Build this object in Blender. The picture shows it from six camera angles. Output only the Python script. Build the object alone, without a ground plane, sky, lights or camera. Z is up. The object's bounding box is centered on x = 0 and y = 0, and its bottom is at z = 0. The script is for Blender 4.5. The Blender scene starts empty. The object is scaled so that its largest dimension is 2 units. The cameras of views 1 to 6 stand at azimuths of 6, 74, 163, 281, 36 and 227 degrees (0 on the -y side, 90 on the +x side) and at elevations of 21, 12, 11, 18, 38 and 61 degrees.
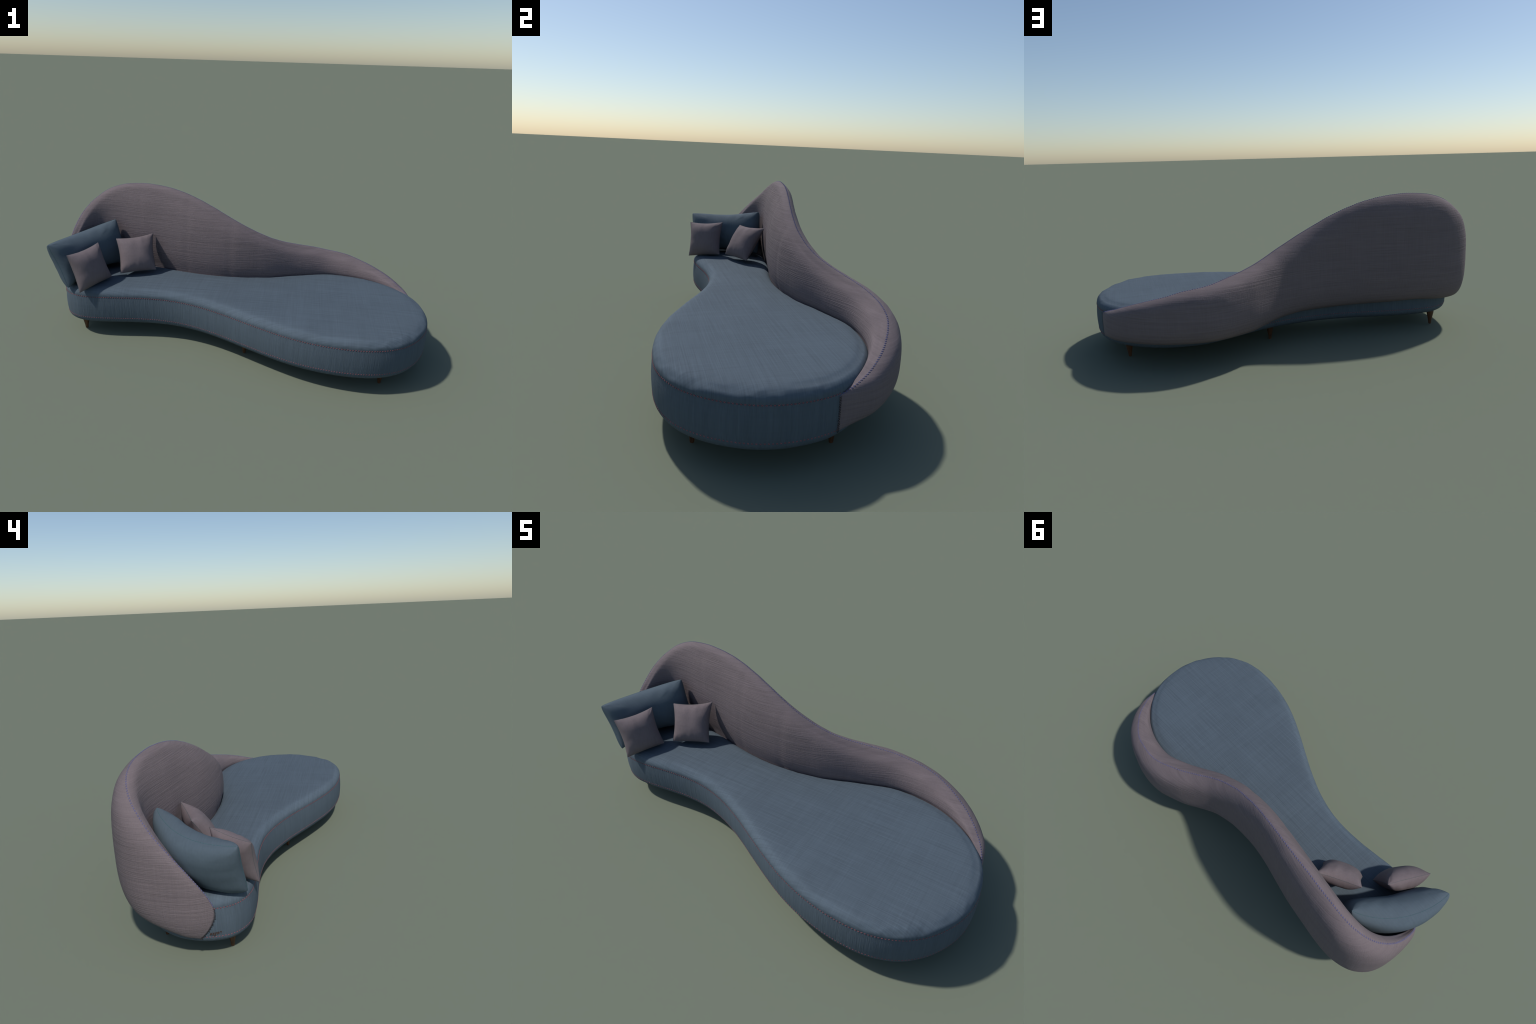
# Curved two-tone chaise lounge: seat slab with kidney/gourd plan, wrap-around backrest,
# cross-stitched seams, tapered wooden legs and three loose pillows.
import bpy, bmesh, math, random
import numpy as np
from mathutils import Vector, noise

random.seed(7)
np.random.seed(7)

# ------------------------------------------------------------------ plan and ridge (control points)
# plan outline of the upholstered base at the lower seam, from the right nose round the back
OUTLINE = [(.962, .065), (.930, .120), (.880, .180), (.790, .250), (.690, .295), (.595, .315),
           (.490, .318), (.380, .288), (.270, .250), (.150, .208), (.020, .187), (-.060, .182),
           (-.170, .184), (-.280, .199), (-.390, .223), (-.490, .248), (-.600, .269), (-.720, .283),
           (-.800, .276), (-.863, .245), (-.914, .188), (-.945, .110), (-.952, .045), (-.945, -.020),
           (-.916, -.089), (-.882, -.120), (-.836, -.142), (-.790, -.150), (-.690, -.146), (-.567, -.130),
           (-.440, -.120), (-.312, -.128), (-.184, -.162), (-.057, -.217), (.066, -.283), (.182, -.345),
           (.291, -.397), (.396, -.434), (.496, -.456), (.595, -.466), (.694, -.462), (.766, -.443),
           (.834, -.410), (.885, -.365), (.920, -.322), (.950, -.272), (.973, -.220), (.987, -.166),
           (.993, -.110), (.990, -.050), (.979, .015)]
# the stitched ridge line of the backrest, right tip -> summit -> left tip
RIDGE = [(.956, .070, .231), (.938, .130, .250), (.920, .165, .262), (.900, .195, .272), (.866, .239, .291),
         (.810, .291, .315), (.745, .335, .337), (.680, .370, .354), (.610, .388, .375), (.500, .397, .391),
         (.404, .377, .414), (.327, .348, .432), (.243, .309, .455), (.161, .272, .488), (.081, .249, .527),
         (.006, .239, .567), (-.063, .241, .602), (-.153, .251, .648), (-.244, .266, .690), (-.333, .283, .721),
         (-.413, .296, .741), (-.489, .306, .751), (-.560, .3145, .756), (-.630, .322, .753), (-.693, .326, .746),
         (-.755, .325, .729), (-.809, .317, .706), (-.856, .299, .672), (-.896, .270, .635), (-.929, .228, .586),
         (-.950, .182, .535), (-.963, .120, .469), (-.967, .055, .395), (-.962, .010, .330), (-.950, -.022, .275),
         (-.942, -.031, .240)]
Z_LOW, Z_TOP = .116, .238          # heights of the two red seams
Z_SEAT = .284


# ------------------------------------------------------------------ curve helpers
def catmull(P, per, closed=False):
    P = np.array(P, float)
    m = len(P)
    Q = np.vstack([P[-1], P, P[0], P[1]]) if closed else np.vstack([2 * P[0] - P[1], P, 2 * P[-1] - P[-2]])
    out = []
    t = np.linspace(0, 1, per, endpoint=False)[:, None]
    for i in range(m if closed else m - 1):
        a, b, c, d = Q[i:i + 4]
        out.append(.5 * (2 * b + (c - a) * t + (2 * a - 5 * b + 4 * c - d) * t * t + (3 * b - a - 3 * c + d) * t ** 3))
    out.append(P[:1] if closed else P[-1:])
    return np.vstack(out)


def resample(C, n, closed=False):
    L = np.r_[0, np.cumsum(np.linalg.norm(np.diff(C, axis=0), axis=1))]
    s = np.linspace(0, L[-1], n + 1)[:-1] if closed else np.linspace(0, L[-1], n)
    return np.array([np.interp(s, L, C[:, j]) for j in range(C.shape[1])]).T


def smooth_closed(C, times):
    for _ in range(times):
        C = .5 * C + .25 * (np.roll(C, 1, 0) + np.roll(C, -1, 0))
    return C


def smooth_open(C, times):
    for _ in range(times):
        D = C.copy()
        D[1:-1] = .5 * C[1:-1] + .25 * (C[2:] + C[:-2])
        C = D
    return C


def sstep(a, b, x):
    t = np.clip((np.asarray(x, float) - a) / (b - a), 0, 1)
    return t * t * (3 - 2 * t)


NPER = 920
PLAN = smooth_closed(resample(catmull(OUTLINE, 24, True), NPER, True), 60)
PT = np.roll(PLAN, -1, 0) - np.roll(PLAN, 1, 0)
PT /= np.linalg.norm(PT, axis=1)[:, None]
PN = smooth_closed(np.c_[-PT[:, 1], PT[:, 0]] * -1, 10)      # outward normal
if ((PLAN - PLAN.mean(0)) * PN).sum(1).mean() < 0:
    PN = -PN
PN /= np.linalg.norm(PN, axis=1)[:, None]
PERIM = np.linalg.norm(np.roll(PLAN, -1, 0) - PLAN, axis=1).sum()


def plan_at(i):
    i = np.asarray(i, float)
    a = np.floor(i).astype(int)
    f = (i - a)[..., None]
    p = PLAN[a % NPER] * (1 - f) + PLAN[(a + 1) % NPER] * f
    n = PN[a % NPER] * (1 - f) + PN[(a + 1) % NPER] * f
    return p, n / np.linalg.norm(n, axis=-1, keepdims=True)


def nz(x, y, z, scale, off=0.0):
    return noise.noise(Vector((x * scale + off, y * scale + off * .7, z * scale - off)))


# ------------------------------------------------------------------ scene helpers
def mesh_obj(name, verts, faces, mat, parent=None, smooth=True):
    me = bpy.data.meshes.new(name)
    me.from_pydata([tuple(map(float, v)) for v in verts], [], faces)
    me.validate()
    bm = bmesh.new()
    bm.from_mesh(me)
    bmesh.ops.recalc_face_normals(bm, faces=bm.faces)
    bm.to_mesh(me)
    bm.free()
    if smooth:
        me.polygons.foreach_set("use_smooth", [True] * len(me.polygons))
    me.materials.append(mat)
    ob = bpy.data.objects.new(name, me)
    bpy.context.scene.collection.objects.link(ob)
    if parent:
        ob.parent = parent
    return ob


def grid_faces(rows, cols, wrap_cols=False):
    f = []
    for r in range(rows - 1):
        for c in range(cols if wrap_cols else cols - 1):
            d = (c + 1) % cols
            f.append((r * cols + c, r * cols + d, (r + 1) * cols + d, (r + 1) * cols + c))
    return f


# ------------------------------------------------------------------ materials
class Nodes:
    def __init__(self, name):
        self.mat = bpy.data.materials.new(name)
        self.mat.use_nodes = True
        self.t = self.mat.node_tree
        self.t.nodes.clear()
        self.out = self.t.nodes.new("ShaderNodeOutputMaterial")
        self.co = self.t.nodes.new("ShaderNodeTexCoord").outputs["Object"]

    def new(self, kind, **inp):
        n = self.t.nodes.new("ShaderNode" + kind)
        for k, v in inp.items():
            k = int(k[1:]) if k[0] == "_" else k
            if hasattr(v, "links"):
                self.t.links.new(v, n.inputs[k])
            else:
                n.inputs[k].default_value = v
        return n

    def streak(self, scale, detail=2.0, rough=.6):
        m = self.new("Mapping", Vector=self.co, Scale=scale)
        return self.new("TexNoise", Vector=m.outputs[0], Scale=1.0, Detail=detail, Roughness=rough).outputs[0]

    def math(self, op, a, b):
        n = self.new("Math", _0=a, _1=b)
        n.operation = op
        return n.outputs[0]

    def ramp(self, fac, stops):
        n = self.new("ValToRGB", Fac=fac)
        e = n.color_ramp.elements
        while len(e) < len(stops):
            e.new(.5)
        for el, (p, c) in zip(e, stops):
            el.position = p
            el.color = (*c, 1)
        return n.outputs[0]


def fabric(name, colour, main, cross, bump=.5, dist=.003, main_w=.65, contrast=.16, sheen=0.0, folds=None, pale_edge=0.0, calm=0.0):
    """Slubby woven cloth: a dominant stretched thread direction plus a weaker crossing one."""
    N = Nodes(name)
    a = N.streak(main, 3.0)
    a2 = N.streak(tuple(s * 2.7 for s in main), 1.0)
    b = N.streak(cross, 2.0)
    blotch = N.new("TexNoise", Vector=N.co, Scale=5.0, Detail=2.0).outputs[0]
    th = N.math("ADD", N.math("MULTIPLY", a, main_w), N.math("MULTIPLY", b, 1 - main_w))
    th2 = N.math("ADD", N.math("MULTIPLY", th, .75), N.math("MULTIPLY", a2, .25))
    tone = N.math("ADD", N.math("MULTIPLY", th2, .85), N.math("MULTIPLY", blotch, .15))
    lo = tuple(c * (1 - contrast) for c in colour)
    hi = tuple(min(1, c * (1 + contrast)) for c in colour)
    col = N.ramp(tone, [(.36, lo), (.5, colour), (.64, hi)])
    if pale_edge:                                  # base colour lightened in a band where the padding rolls over its edge
        nz_ = N.new("SeparateXYZ", Vector=N.new("NewGeometry").outputs["Normal"]).outputs[2]
        m1 = N.new("MapRange", Value=nz_, _1=.995, _2=.90).outputs[0]
        m2 = N.new("MapRange", Value=nz_, _1=.20, _2=.60).outputs[0]
        mx = N.new("Mix")
        mx.data_type = "RGBA"
        N.t.links.new(N.math("MULTIPLY", m1, m2), mx.inputs[0])
        N.t.links.new(col, mx.inputs[6])
        hi_col = N.new("HueSaturation", Color=col, Value=1 + pale_edge)
        N.t.links.new(hi_col.outputs[0], mx.inputs[7])
        col = mx.outputs[2]
    h = th2
    if folds:
        h = N.math("ADD", th2, N.math("MULTIPLY", N.streak(folds[0], 1.0), folds[1]))
    bp = N.new("Bump", Strength=bump, Distance=dist, Height=h)
    if calm:                                  # thread relief lies flatter over the rounded ridge
        up = N.new("SeparateXYZ", Vector=N.new("NewGeometry").outputs["Normal"]).outputs[2]
        N.t.links.new(N.new("MapRange", Value=up, _1=.35, _2=.85, _3=bump, _4=bump * (1 - calm)).outputs[0], bp.inputs["Strength"])
    p = N.new("BsdfPrincipled", Roughness=.88, Normal=bp.outputs[0])
    N.t.links.new(col, p.inputs["Base Color"])
    p.inputs["Specular IOR Level"].default_value = .25
    p.inputs["Sheen Weight"].default_value = sheen
    p.inputs["Sheen Roughness"].default_value = .5
    N.t.links.new(p.outputs[0], N.out.inputs[0])
    return N.mat


def thread(name, colour, rough=.7):
    N = Nodes(name)
    v = N.new("TexNoise", Vector=N.co, Scale=180.0, Detail=1.0).outputs[0]
    col = N.ramp(v, [(.3, tuple(c * .75 for c in colour)), (.7, tuple(c * 1.2 for c in colour))])
    p = N.new("BsdfPrincipled", Roughness=rough)
    N.t.links.new(col, p.inputs["Base Color"])
    N.t.links.new(p.outputs[0], N.out.inputs[0])
    return N.mat


def wood(name):
    N = Nodes(name)
    g = N.streak((160, 160, 12), 4.0)
    w = N.streak((30, 30, 6), 2.0)
    s = N.math("ADD", N.math("MULTIPLY", g, .6), N.math("MULTIPLY", w, .4))
    col = N.ramp(s, [(.35, (.040, .015, .006)), (.5, (.085, .033, .012)), (.68, (.140, .058, .022))])
    bp = N.new("Bump", Strength=.2, Distance=.001, Height=g)
    p = N.new("BsdfPrincipled", Roughness=.5, Normal=bp.outputs[0])
    N.t.links.new(col, p.inputs["Base Color"])
    N.t.links.new(p.outputs[0], N.out.inputs[0])
    return N.mat


BLUE = (.076, .101, .126)
MAUVE = (.156, .127, .134)
M_SEAT = fabric("blue_linen_top", BLUE, (3, 210, 3), (190, 5, 5), bump=.28, dist=.003, main_w=.66, contrast=.18, pale_edge=.12)
M_BAND = fabric("blue_linen_band", BLUE, (150, 150, 3), (4, 4, 200), bump=.7, dist=.004, main_w=.78, contrast=.13)
M_BACK = fabric("mauve_linen", MAUVE, (3.5, 3.5, 190), (190, 190, 5), bump=.9, dist=.004, main_w=.66, contrast=.15,
                folds=((5, 5, 1.2), 1.6), calm=.75)
M_BIGP = fabric("teal_blue_cotton", (.077, .104, .128), (4, 150, 60), (60, 5, 150), bump=.15, dist=.002, contrast=.08)
M_SMALLP = fabric("mauve_cotton", MAUVE, (120, 120, 5), (5, 5, 160), bump=.15, dist=.002, contrast=.09)
M_RED = thread("red_thread", (.265, .092, .106))
M_LILAC = thread("lilac_thread", (.110, .115, .245))
M_DARK = thread("dark_thread", (.016, .012, .011))
M_TEAL = thread("teal_thread", (.040, .130, .140))
M_TEALDK = thread("slate_thread", (.060, .095, .100))
M_BROWN = thread("brown_thread", (.070, .033, .020))
M_WOOD = wood("walnut")


# ------------------------------------------------------------------ root
def empty(name, label, category):
    e = bpy.data.objects.new(name, None)
    bpy.context.scene.collection.objects.link(e)
    e["label"], e["category"] = label, category
    return e


CHAISE = empty("chaise_lounge", "curved blue chaise lounge with sweeping mauve wraparound backrest", "sofa")


# ------------------------------------------------------------------ upholstered base (band between the seams + underside)
def ring(z, off):
    return np.c_[PLAN + PN * off, np.full(NPER, z)]


def spine_of(p):
    """nearest point of the medial line of the plan, used to close the flat faces"""
    S = catmull([(-.80, .055), (-.60, .055), (-.40, .040), (-.15, .0), (.10, -.045), (.35, -.075), (.60, -.08), (.70, -.08)], 30)
    d = np.linalg.norm(p[:, None] - S[None], axis=2)
    return smooth_closed(S[d.argmin(1)], 40)


SP = spine_of(PLAN)


def closing_rings(z, off, steps, crown=0.0):
    edge = PLAN + PN * off
    rows = []
    for s in steps:
        q = edge * (1 - s) + SP * s
        rows.append(np.c_[q, np.full(NPER, z + crown * (1 - (1 - s) ** 2))])
    return rows


base_rows = list(reversed(closing_rings(.0705, -.072, (.25, .6, 1.0))))
for z, o in [(.0705, -.072), (.0720, -.052), (.0752, -.037), (.0805, -.0245), (.0878, -.0138), (.0955, -.0065), (.104, -.0022), (.110, -.0004),
             (.113, .0), (Z_LOW, .0003), (.119, .0009), (.125, .0016), (.140, .0030), (.160, .0040), (.180, .0042), (.200, .0034),
             (.216, .002), (.228, .0007), (.234, .0), (Z_TOP, -.0002), (.236, -.012)]:
    base_rows.append(ring(z, o))
BASE = mesh_obj("seat_base", np.vstack(base_rows), grid_faces(len(base_rows), NPER, True), M_BAND, CHAISE)

# ------------------------------------------------------------------ seat cushion top
seat_prof = [(Z_TOP - .004, -.010), (Z_TOP - .0004, .0), (.2405, .0002), (.246, .0003), (.253, -.0012), (.260, -.0048), (.266, -.0095), (.2715, -.0155),
             (.276, -.0225), (.2795, -.031), (.2817, -.041), (.283, -.053), (Z_SEAT, -.066)]
seat_rows = []
for z, o in seat_prof:
    R = ring(z, o)
    w = sstep(.240, .262, z) * (1 - .6 * sstep(-.03, -.066, o) if o > -.066 else .3)
    for k in range(NPER):
        x, y = PLAN[k]
        # soft puckers along the rolled edge, strongest round the front nose
        nose = .35 + .65 * float(sstep(.35, .8, x)) * float(sstep(.1, -.1, y))
        pk = nz(x, y, z * 4, 16, 3.1) * .6 + nz(x, y, z * 8, 38, 8.2) * .4
        R[k, 2] += pk * .0042 * w * nose
        d = pk * .003 * w * nose
        R[k, :2] += PN[k] * d
        # pressed channel beside the backrest at the right end
        g = float(sstep(.45, .75, x)) * float(sstep(-.15, .02, y))
        R[k, 2] -= .0055 * g * math.exp(-((o + .0315) / .0065) ** 2)
    seat_rows.append(R)
seat_rows += closing_rings(Z_SEAT, -.066, (.06, .15, .3, .5, .75, 1.0), .003)
# a dimple near the front edge
for R in seat_rows[6:-4]:
    d = np.hypot((R[:, 0] - .475) / .03, (R[:, 1] + .405) / .014)
    R[:, 2] -= .004 * np.exp(-d ** 2)
SEAT = mesh_obj("seat_cushion", np.vstack(seat_rows), grid_faces(len(seat_rows), NPER, True), M_SEAT, CHAISE)

# ------------------------------------------------------------------ backrest
rid = np.array(RIDGE)
st_i, st_r = [], []
for x, y, z in RIDGE:
    d = np.linalg.norm(PLAN - np.array((x, y)), axis=1)
    k = int(d[:460].argmin())
    f = ((np.array((x, y)) - PLAN[k]) @ PN[k])
    st_i.append(k)
    st_r.append(f)
st_i = np.array(st_i, float)
st_i = np.maximum.accumulate(st_i + np.arange(len(st_i)) * 1e-3)
I0, I1 = st_i[0], st_i[-1]
NS = 300
ii = np.linspace(I0, I1, NS)


def track(xs, ys, n=6):
    return smooth_open(np.interp(ii, xs, ys), n)


t_r = track(st_i, st_r, 12)
t_z = track(st_i, rid[:, 2], 6)
# greatest bulge of the outer face beyond the plan outline, rim width, lower edge height: (plan index, value)
t_om = track([I0, 12, 24, 40, 60, 80, 100, 120, 145, 165, 185, 210, 235, 260, 290, 310, 335, 352, 366, 378, 388, 396, 404, 414, 426, I1],
             [.004, .028, .062, .085, .108, .128, .145, .158, .152, .134, .124, .119, .119, .119, .119, .117, .112, .112, .117, .120, .108, .086, .064, .047, .034, .008], 8)
t_zb = track([I0, 20, 60, 110, 150, 185, 210, 240, 290, 340, 380, 400, 415, 430, I1],
             [.112, .121, .123, .119, .120, .146, .161, .164, .172, .180, .163, .141, .125, .113, .110], 8)
t_w = track([I0, 20, 60, 120, 200, 300, 370, 400, 416, 432, I1], [.002, .017, .034, .043, .045, .046, .041, .034, .023, .011, .003], 8)


# how far the padded inner wall swells over the seat
t_pad = track([I0, 40, 100, 180, 330, 362, 385, 410, I1], [0, .004, .010, .016, .026, .014, -.006, -.006, 0], 12)


def backrest_profile(r, zr, om, zb, w, pad):
    zi = min(.258, zr - .012)
    hi, h, d = zr - zi, zr - zb, om - r
    k = min(1.0, hi / .2)
    top = r - 1.22 * w
    pts = [(-.016, zi - .05), (-.004, zi),
           (-.004 - .8 * pad * k, zi + .20 * hi), (-.004 - pad * k + .22 * (top + .004), zi + .50 * hi),
           (-.004 - .45 * pad * k + .68 * (top + .004), zi + .77 * hi), (r - 1.0 * w, zr - max(.02, .085 * hi) * k - .004 * k),
           (r - .70 * w, zr - .016 * k), (r - .36 * w, zr - .0045 * k), (r, zr)]
    pts += [(r + a * d, zr - b * h) for a, b in ((.34, .025), (.66, .078), (.87, .165), (.97, .30), (1.0, .48))]
    pts += [(om * a, zr - b * h) for a, b in ((.995, .62), (.95, .75), (.83, .87), (.63, .95), (.35, .992), (.05, 1.0))]
    pts += [(-.012, zb + .004)]
    return catmull(pts, 3)


KR = 8 * 3                                   # profile row of the ridge
profs = [backrest_profile(t_r[s], t_z[s], t_om[s], t_zb[s], t_w[s], t_pad[s]) for s in range(NS)]
NP = len(profs[0])
V = np.zeros((NS, NP, 3))
for s in range(NS):
    pr = profs[s]
    left = float(sstep(I1 - 40, I1, ii[s]))
    idx = ii[s] - left * 11 * np.clip((.215 - pr[:, 1]) / .103, 0, 1) ** 1.8      # rounded lower corner of the left end
    p, n = plan_at(idx)
    V[s, :, :2] = p + n * pr[:, :1]
    V[s, :, 2] = pr[:, 1]
# gentle pulls in the cloth below the ridge
for s in range(NS):
    for j in range(KR - 9, NP - 8):
        x, y, z = V[s, j]
        wgt = math.exp(-((j - KR - 6) / 9) ** 2) * float(sstep(0, 40, s)) * float(sstep(NS, NS - 40, s))
        V[s, j, :2] += plan_at(ii[s])[1] * (nz(x, y, z, 7, 1.3) * .004 + nz(x, y, z, 17, 5.3) * .0015) * wgt
# three shallow upright tucks where the inner cloth is pulled tight (x position, depth)
for tx_, dep in ((-.60, .0010), (-.31, .0016), (-.055, .0017), (.10, .0008)):
    for s in range(NS):
        for j in range(3, KR):
            x, y, z = V[s, j]
            g = math.exp(-((x - tx_ - .03 * (z - .5)) / .021) ** 2) * float(sstep(KR, KR - 5, j))
            if g > 1e-3:
                V[s, j, :2] += plan_at(ii[s])[1] * dep * g
bf = grid_faces(NS, NP)
for s in (0, NS - 1):                         # close the two narrow ends
    c = [s * NP + j for j in range(NP)]
    for a in range(NP // 2):
        b = NP - 1 - a
        if b - a > 1:
            bf.append((c[a], c[a + 1], c[b - 1], c[b]) if b - 1 > a + 1 else (c[a], c[a + 1], c[b]))
BACK = mesh_obj("backrest", V.reshape(-1, 3), bf, M_BACK, CHAISE)


# ------------------------------------------------------------------ stitches
class Threads:
    def __init__(self):
        self.v, self.f = [], []

    def bar(self, p, axis, nrm, length, rad, sides=6):
        axis = axis / np.linalg.norm(axis)
        nrm = nrm - axis * (nrm @ axis)
        nrm /= np.linalg.norm(nrm)
        side = np.cross(axis, nrm)
        prof = [(-.5, .35, -.9), (-.34, .95, .25), (0, 1.05, .55), (.34, .95, .25), (.5, .35, -.9)]
        b = len(self.v)
        for t, k, up in prof:
            for q in range(sides):
                a = 2 * math.pi * q / sides
                self.v.append(p + axis * t * length + nrm * (up * rad + math.sin(a) * rad * k) + side * math.cos(a) * rad * k)
        for r in range(len(prof) - 1):
            for q in range(sides):
                d = (q + 1) % sides
                self.f.append((b + r * sides + q, b + r * sides + d, b + (r + 1) * sides + d, b + (r + 1) * sides + q))
        self.f.append(tuple(b + q for q in range(sides)))
        e = b + (len(prof) - 1) * sides
        self.f.append(tuple(e + q for q in range(sides)))

    def cross(self, p, tan, nrm, w, h, rad):
        tan = tan / np.linalg.norm(tan)
        lat = np.cross(nrm, tan)
        lat /= np.linalg.norm(lat)
        L = math.hypot(w, h)
        j = random.uniform(-.08, .08)
        self.bar(p, tan * w + lat * h * (1 + j), nrm, L, rad)
        self.bar(p + nrm * rad * .6, tan * w - lat * h * (1 - j), nrm, L, rad)

    def make(self, name, mat, parent):
        ob = mesh_obj(name, self.v, self.f, mat, parent)
        ob["kind"] = "stuff"
        return ob


def seam_crosses(z, off, step, skip, size, rad):
    T = Threads()
    n = int(PERIM / step)
    for q in range(n):
        i = (q + .5) * NPER / n
        if skip(i):
            continue
        p, nn = plan_at(i)
        t = np.array([-nn[1], nn[0], 0])
        T.cross(np.array([p[0] + nn[0] * off, p[1] + nn[1] * off, z]), t, np.array([nn[0], nn[1], .0]), size, size * .8, rad)
    return T


covered = lambda i: I0 + 2 < i < I1 - 1
seam_crosses(Z_TOP, .0002, .0121, covered, .0070, .00075).make("seam_stitches", M_RED, SEAT)
seam_crosses(Z_LOW, .0002, .0121, lambda i: I0 + 2 < i < 170, .0070, .00075).make("seam_stitches", M_RED, BASE)

T = Threads()                                                    # lilac cross stitches along the ridge
ridge_line = V[:, KR]
L = np.r_[0, np.cumsum(np.linalg.norm(np.diff(ridge_line, axis=0), axis=1))]
for d in np.arange(.006, L[-1] - .004, .0113):
    s = int(np.clip(np.searchsorted(L, d), 1, NS - 2))
    f = (d - L[s - 1]) / (L[s] - L[s - 1])
    p = ridge_line[s - 1] * (1 - f) + ridge_line[s] * f
    tan = ridge_line[s + 1] - ridge_line[s - 1]
    lat = V[s, KR + 1] - V[s, KR - 1]
    nrm = np.cross(tan, lat)
    nrm /= np.linalg.norm(nrm)
    if nrm[2] < 0 and abs(nrm[2]) > .2:
        nrm = -nrm
    elif abs(nrm[2]) <= .2 and nrm[:2] @ plan_at(ii[s])[1] < 0:
        nrm = -nrm
    T.cross(p - nrm * .0001, tan, nrm, .0076, .0064, .00085)
T.make("ridge_stitches", M_LILAC, BACK)

T = Threads()                                                    # dark whip stitches where the backrest meets the base
for s, sgn in ((0, -1), (NS - 1, 1)):
    line = np.array([V[s, j] for j in range(KR, NP - 1)])
    line = line[line[:, 2] > .109]
    line = resample(line, 200)
    Ld = np.linalg.norm(np.diff(line, axis=0), axis=1).sum()
    n = int(Ld / .0058)
    for q in range(n):
        k = int((q + .5) / n * 198)
        p = line[k]
        tan = line[min(k + 3, 199)] - line[max(k - 3, 0)]
        kk = int(np.linalg.norm(PLAN - p[:2], axis=1).argmin())
        nrm = np.array([PN[kk, 0], PN[kk, 1], 0])
        tan -= nrm * (tan @ nrm)
        ax = np.cross(nrm, tan)
        ax /= np.linalg.norm(ax)
        pp, nn = PLAN[kk], PN[kk]
        T.bar(np.array([pp[0] + nn[0] * .0058, pp[1] + nn[1] * .0058, p[2]]), ax + np.array([0, 0, -.18 * sgn + random.uniform(-.12, .12)]), nrm, .0098, .00095)
T.make("joining_stitches", M_DARK, BACK)

# ------------------------------------------------------------------ legs
LEGS = [(-.833, -.064), (.079, -.185), (.758, -.347), (.849, .104), (.129, .126), (-.793, .227)]
prof = [(0, .0), (.0, .0055), (.0012, .0070), (.004, .0078), (.018, .0092), (.040, .0135), (.060, .0178), (.072, .0200), (.085, .0205)]
SEG = 28
lv, lf = [], []
for z, r in prof:
    for q in range(SEG):
        a = 2 * math.pi * q / SEG
        lv.append((r * math.cos(a), r * math.sin(a), z))
leg = mesh_obj("leg", lv, grid_faces(len(prof), SEG, True) + [tuple((len(prof) - 1) * SEG + q for q in range(SEG))], M_WOOD, CHAISE)
leg.location = (*LEGS[0], 0)
for k, (x, y) in enumerate(LEGS[1:]):
    o = leg.copy()
    bpy.context.scene.collection.objects.link(o)
    o.location = (x, y, 0)
    o.rotation_euler = (0, 0, 1.1 * (k + 1))


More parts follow.
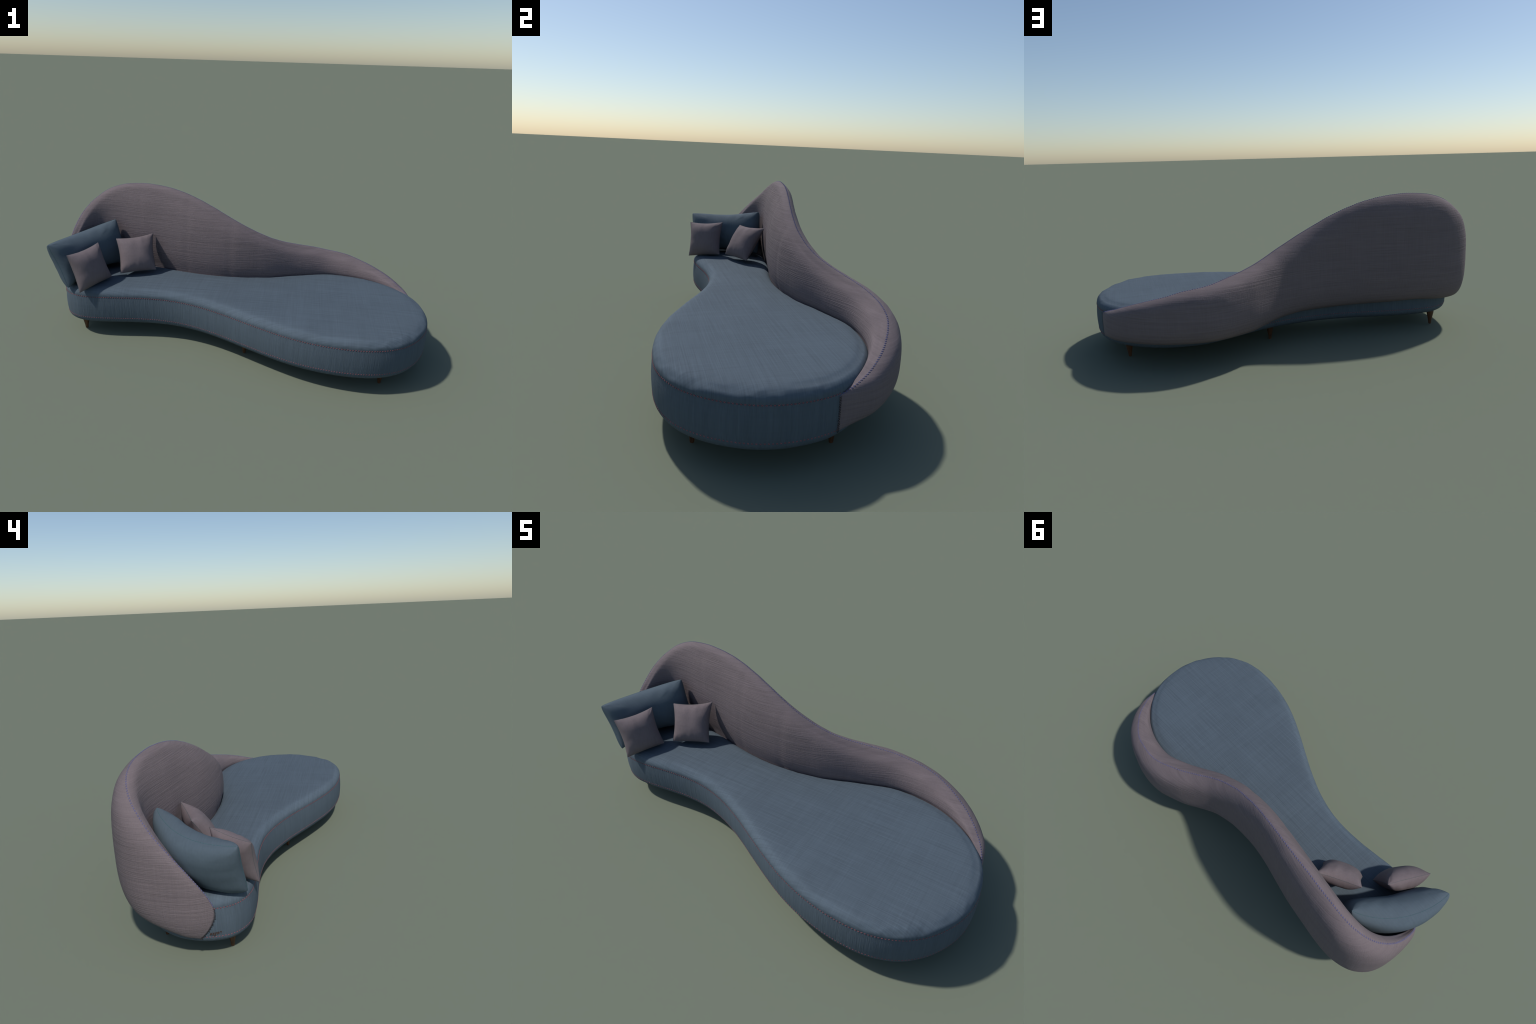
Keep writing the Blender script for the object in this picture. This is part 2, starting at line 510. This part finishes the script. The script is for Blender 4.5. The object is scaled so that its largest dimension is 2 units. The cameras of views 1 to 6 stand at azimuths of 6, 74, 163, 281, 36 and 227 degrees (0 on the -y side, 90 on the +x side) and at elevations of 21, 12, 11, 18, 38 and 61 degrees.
# ------------------------------------------------------------------ pillows
def pillow(name, corners, thick, bend, pinch, mat, thread_mat, label, power=.5, bias=0.0, seed=0.0, folds=.002, n=49, rnd=.02, flat=3.0):
    TL, TR, BL, BR = [np.array(c, float) for c in corners]
    ctr = (TL + TR + BL + BR) / 4

    def mid(u, v):
        uu = u * (1 - pinch[0] * (1 - v * v))
        vv = v * (1 - pinch[1] * (1 - u * u) * (1 if v > 0 else .4))
        rc = 1 - rnd * (u * v) ** 4
        uu, vv = uu * rc, vv * rc
        a, b = (1 + uu) / 2, (1 + vv) / 2
        p = (TL * (1 - a) + TR * a) * b + (BL * (1 - a) + BR * a) * (1 - b)
        return p + np.array(bend) * (1 - u * u)

    def frame(u, v, e=.02):
        du, dv = mid(u + e, v) - mid(u - e, v), mid(u, v + e) - mid(u, v - e)
        k = np.cross(du, dv)
        return k / np.linalg.norm(k), du / np.linalg.norm(du), dv / np.linalg.norm(dv)

    ss = np.sin(np.linspace(-math.pi / 2, math.pi / 2, n))
    verts, faces, idx = [], [], {}
    for side in (1, -1):
        for a, u in enumerate(ss):
            for b, v in enumerate(ss):
                edge = a in (0, n - 1) or b in (0, n - 1)
                if edge and side == -1:
                    idx[side, a, b] = idx[1, a, b]
                    continue
                k, _, _ = frame(u, v)
                q = max(0, 1 - abs(u) ** flat) ** power * max(0, 1 - abs(v) ** flat) ** power
                t = thick * (.5 + side * bias) * q
                e = max(abs(u), abs(v))
                w = float(sstep(.35, .85, e)) * (1 - float(sstep(.93, 1.0, e)))
                t += folds * (1 if side == 1 else .55) * w * noise.noise(Vector((u * (4 if abs(v) > abs(u) else 1.2) + seed, v * (2.5 if abs(u) >= abs(v) else 1.2) + seed * 2, side * 3.0)))
                t += folds * .8 * (1 - e) * noise.noise(Vector((u * 1.8 + seed, v * 1.8, side * 7.0 + seed)))
                idx[side, a, b] = len(verts)
                verts.append(mid(u, v) + k * side * t - ctr)
    for side in (1, -1):
        for a in range(n - 1):
            for b in range(n - 1):
                f = [idx[side, a, b], idx[side, a + 1, b], idx[side, a + 1, b + 1], idx[side, a, b + 1]]
                faces.append(tuple(f if side == 1 else f[::-1]))
    ob = mesh_obj(name, verts, faces, mat)
    ob.location = ctr
    ob["label"], ob["category"] = label, "pillow"
    # running stitch along the seam, on both sides of the edge
    T = Threads()
    path = [(t, 1) for t in np.linspace(-.985, .985, 200)] + [(1, -t) for t in np.linspace(-.985, .985, 200)] \
        + [(-t, -1) for t in np.linspace(-.985, .985, 200)] + [(-1, t) for t in np.linspace(-.985, .985, 200)]
    P = np.array([mid(u, v) for u, v in path])
    Q = [frame(u * .97, v * .97) for u, v in path]
    Ld = np.r_[0, np.cumsum(np.linalg.norm(np.diff(P, axis=0), axis=1))]
    for d in np.arange(.003, Ld[-1] - .003, .0058):
        i = int(np.clip(np.searchsorted(Ld, d), 1, len(P) - 2))
        tan = P[i + 1] - P[i - 1]
        if np.linalg.norm(tan) < 1e-6:
            continue
        k, du, dv = Q[i]
        u, v = path[i]
        outw = dv * v if abs(v) > abs(u) else du * u
        T.bar(P[i] - ctr + outw * .0002, tan, outw, .0040, .0008, 5)
    s = T.make("seam_stitches", thread_mat, ob)
    return ob


pillow("back_pillow", [(-.972, -.148, .516), (-.737, .246, .560), (-.874, -.155, .274), (-.655, .222, .308)],
       .155, (-.056, .033, .0), (.07, .23), M_BIGP, M_TEAL, "large rectangular teal blue pillow bent along the backrest",
       power=.37, bias=.04, seed=2.3, folds=.0055, n=61, rnd=.05, flat=2.2)
pillow("throw_pillow", [(-.856, -.167, .474), (-.761, .022, .488), (-.797, -.182, .271), (-.685, -.008, .300)],
       .105, (0, 0, 0), (.11, .11), M_SMALLP, M_TEALDK, "small square mauve throw pillow with pinched corners", power=.62, seed=5.1, folds=.004)
pillow("throw_pillow", [(-.699, .112, .482), (-.514, .219, .492), (-.648, .015, .311), (-.469, .107, .310)],
       .100, (0, 0, 0), (.11, .12), M_SMALLP, M_TEALDK, "small square mauve throw pillow with concave sides", power=.62, seed=9.4, folds=.004)

# ------------------------------------------------------------------ embroidered script word on the left end
cu = bpy.data.curves.new("embroidered_word", "FONT")
cu.body = "ezgen"
cu.size = .0215
cu.shear = .35
cu.extrude = .0005
cu.offset = -.00035
cu.bevel_depth = .0001
cu.space_character = .95
tx = bpy.data.objects.new("embroidered_word_tmp", cu)
bpy.context.scene.collection.objects.link(tx)
bpy.context.view_layer.update()
tm = bpy.data.meshes.new_from_object(tx.evaluated_get(bpy.context.evaluated_depsgraph_get()))
bpy.data.objects.remove(tx)
# wrap the flat lettering round the end of the base
SI = PERIM / NPER
START = float(np.where(PLAN[:, 0] < -.8, np.abs(PLAN[:, 1] + .006), 9).argmin())
for v in tm.vertices:
    i = START + v.co.x / SI
    p, nn = plan_at(i)
    o = .0045 + v.co.z
    v.co = (p[0] + nn[0] * o, p[1] + nn[1] * o, .1262 + .10 * v.co.x + v.co.y * .95)
tm.name = "embroidered_word"
tm.materials.clear()
tm.materials.append(M_BROWN)
tx = bpy.data.objects.new("embroidered_word", tm)
bpy.context.scene.collection.objects.link(tx)
tx.parent = BASE
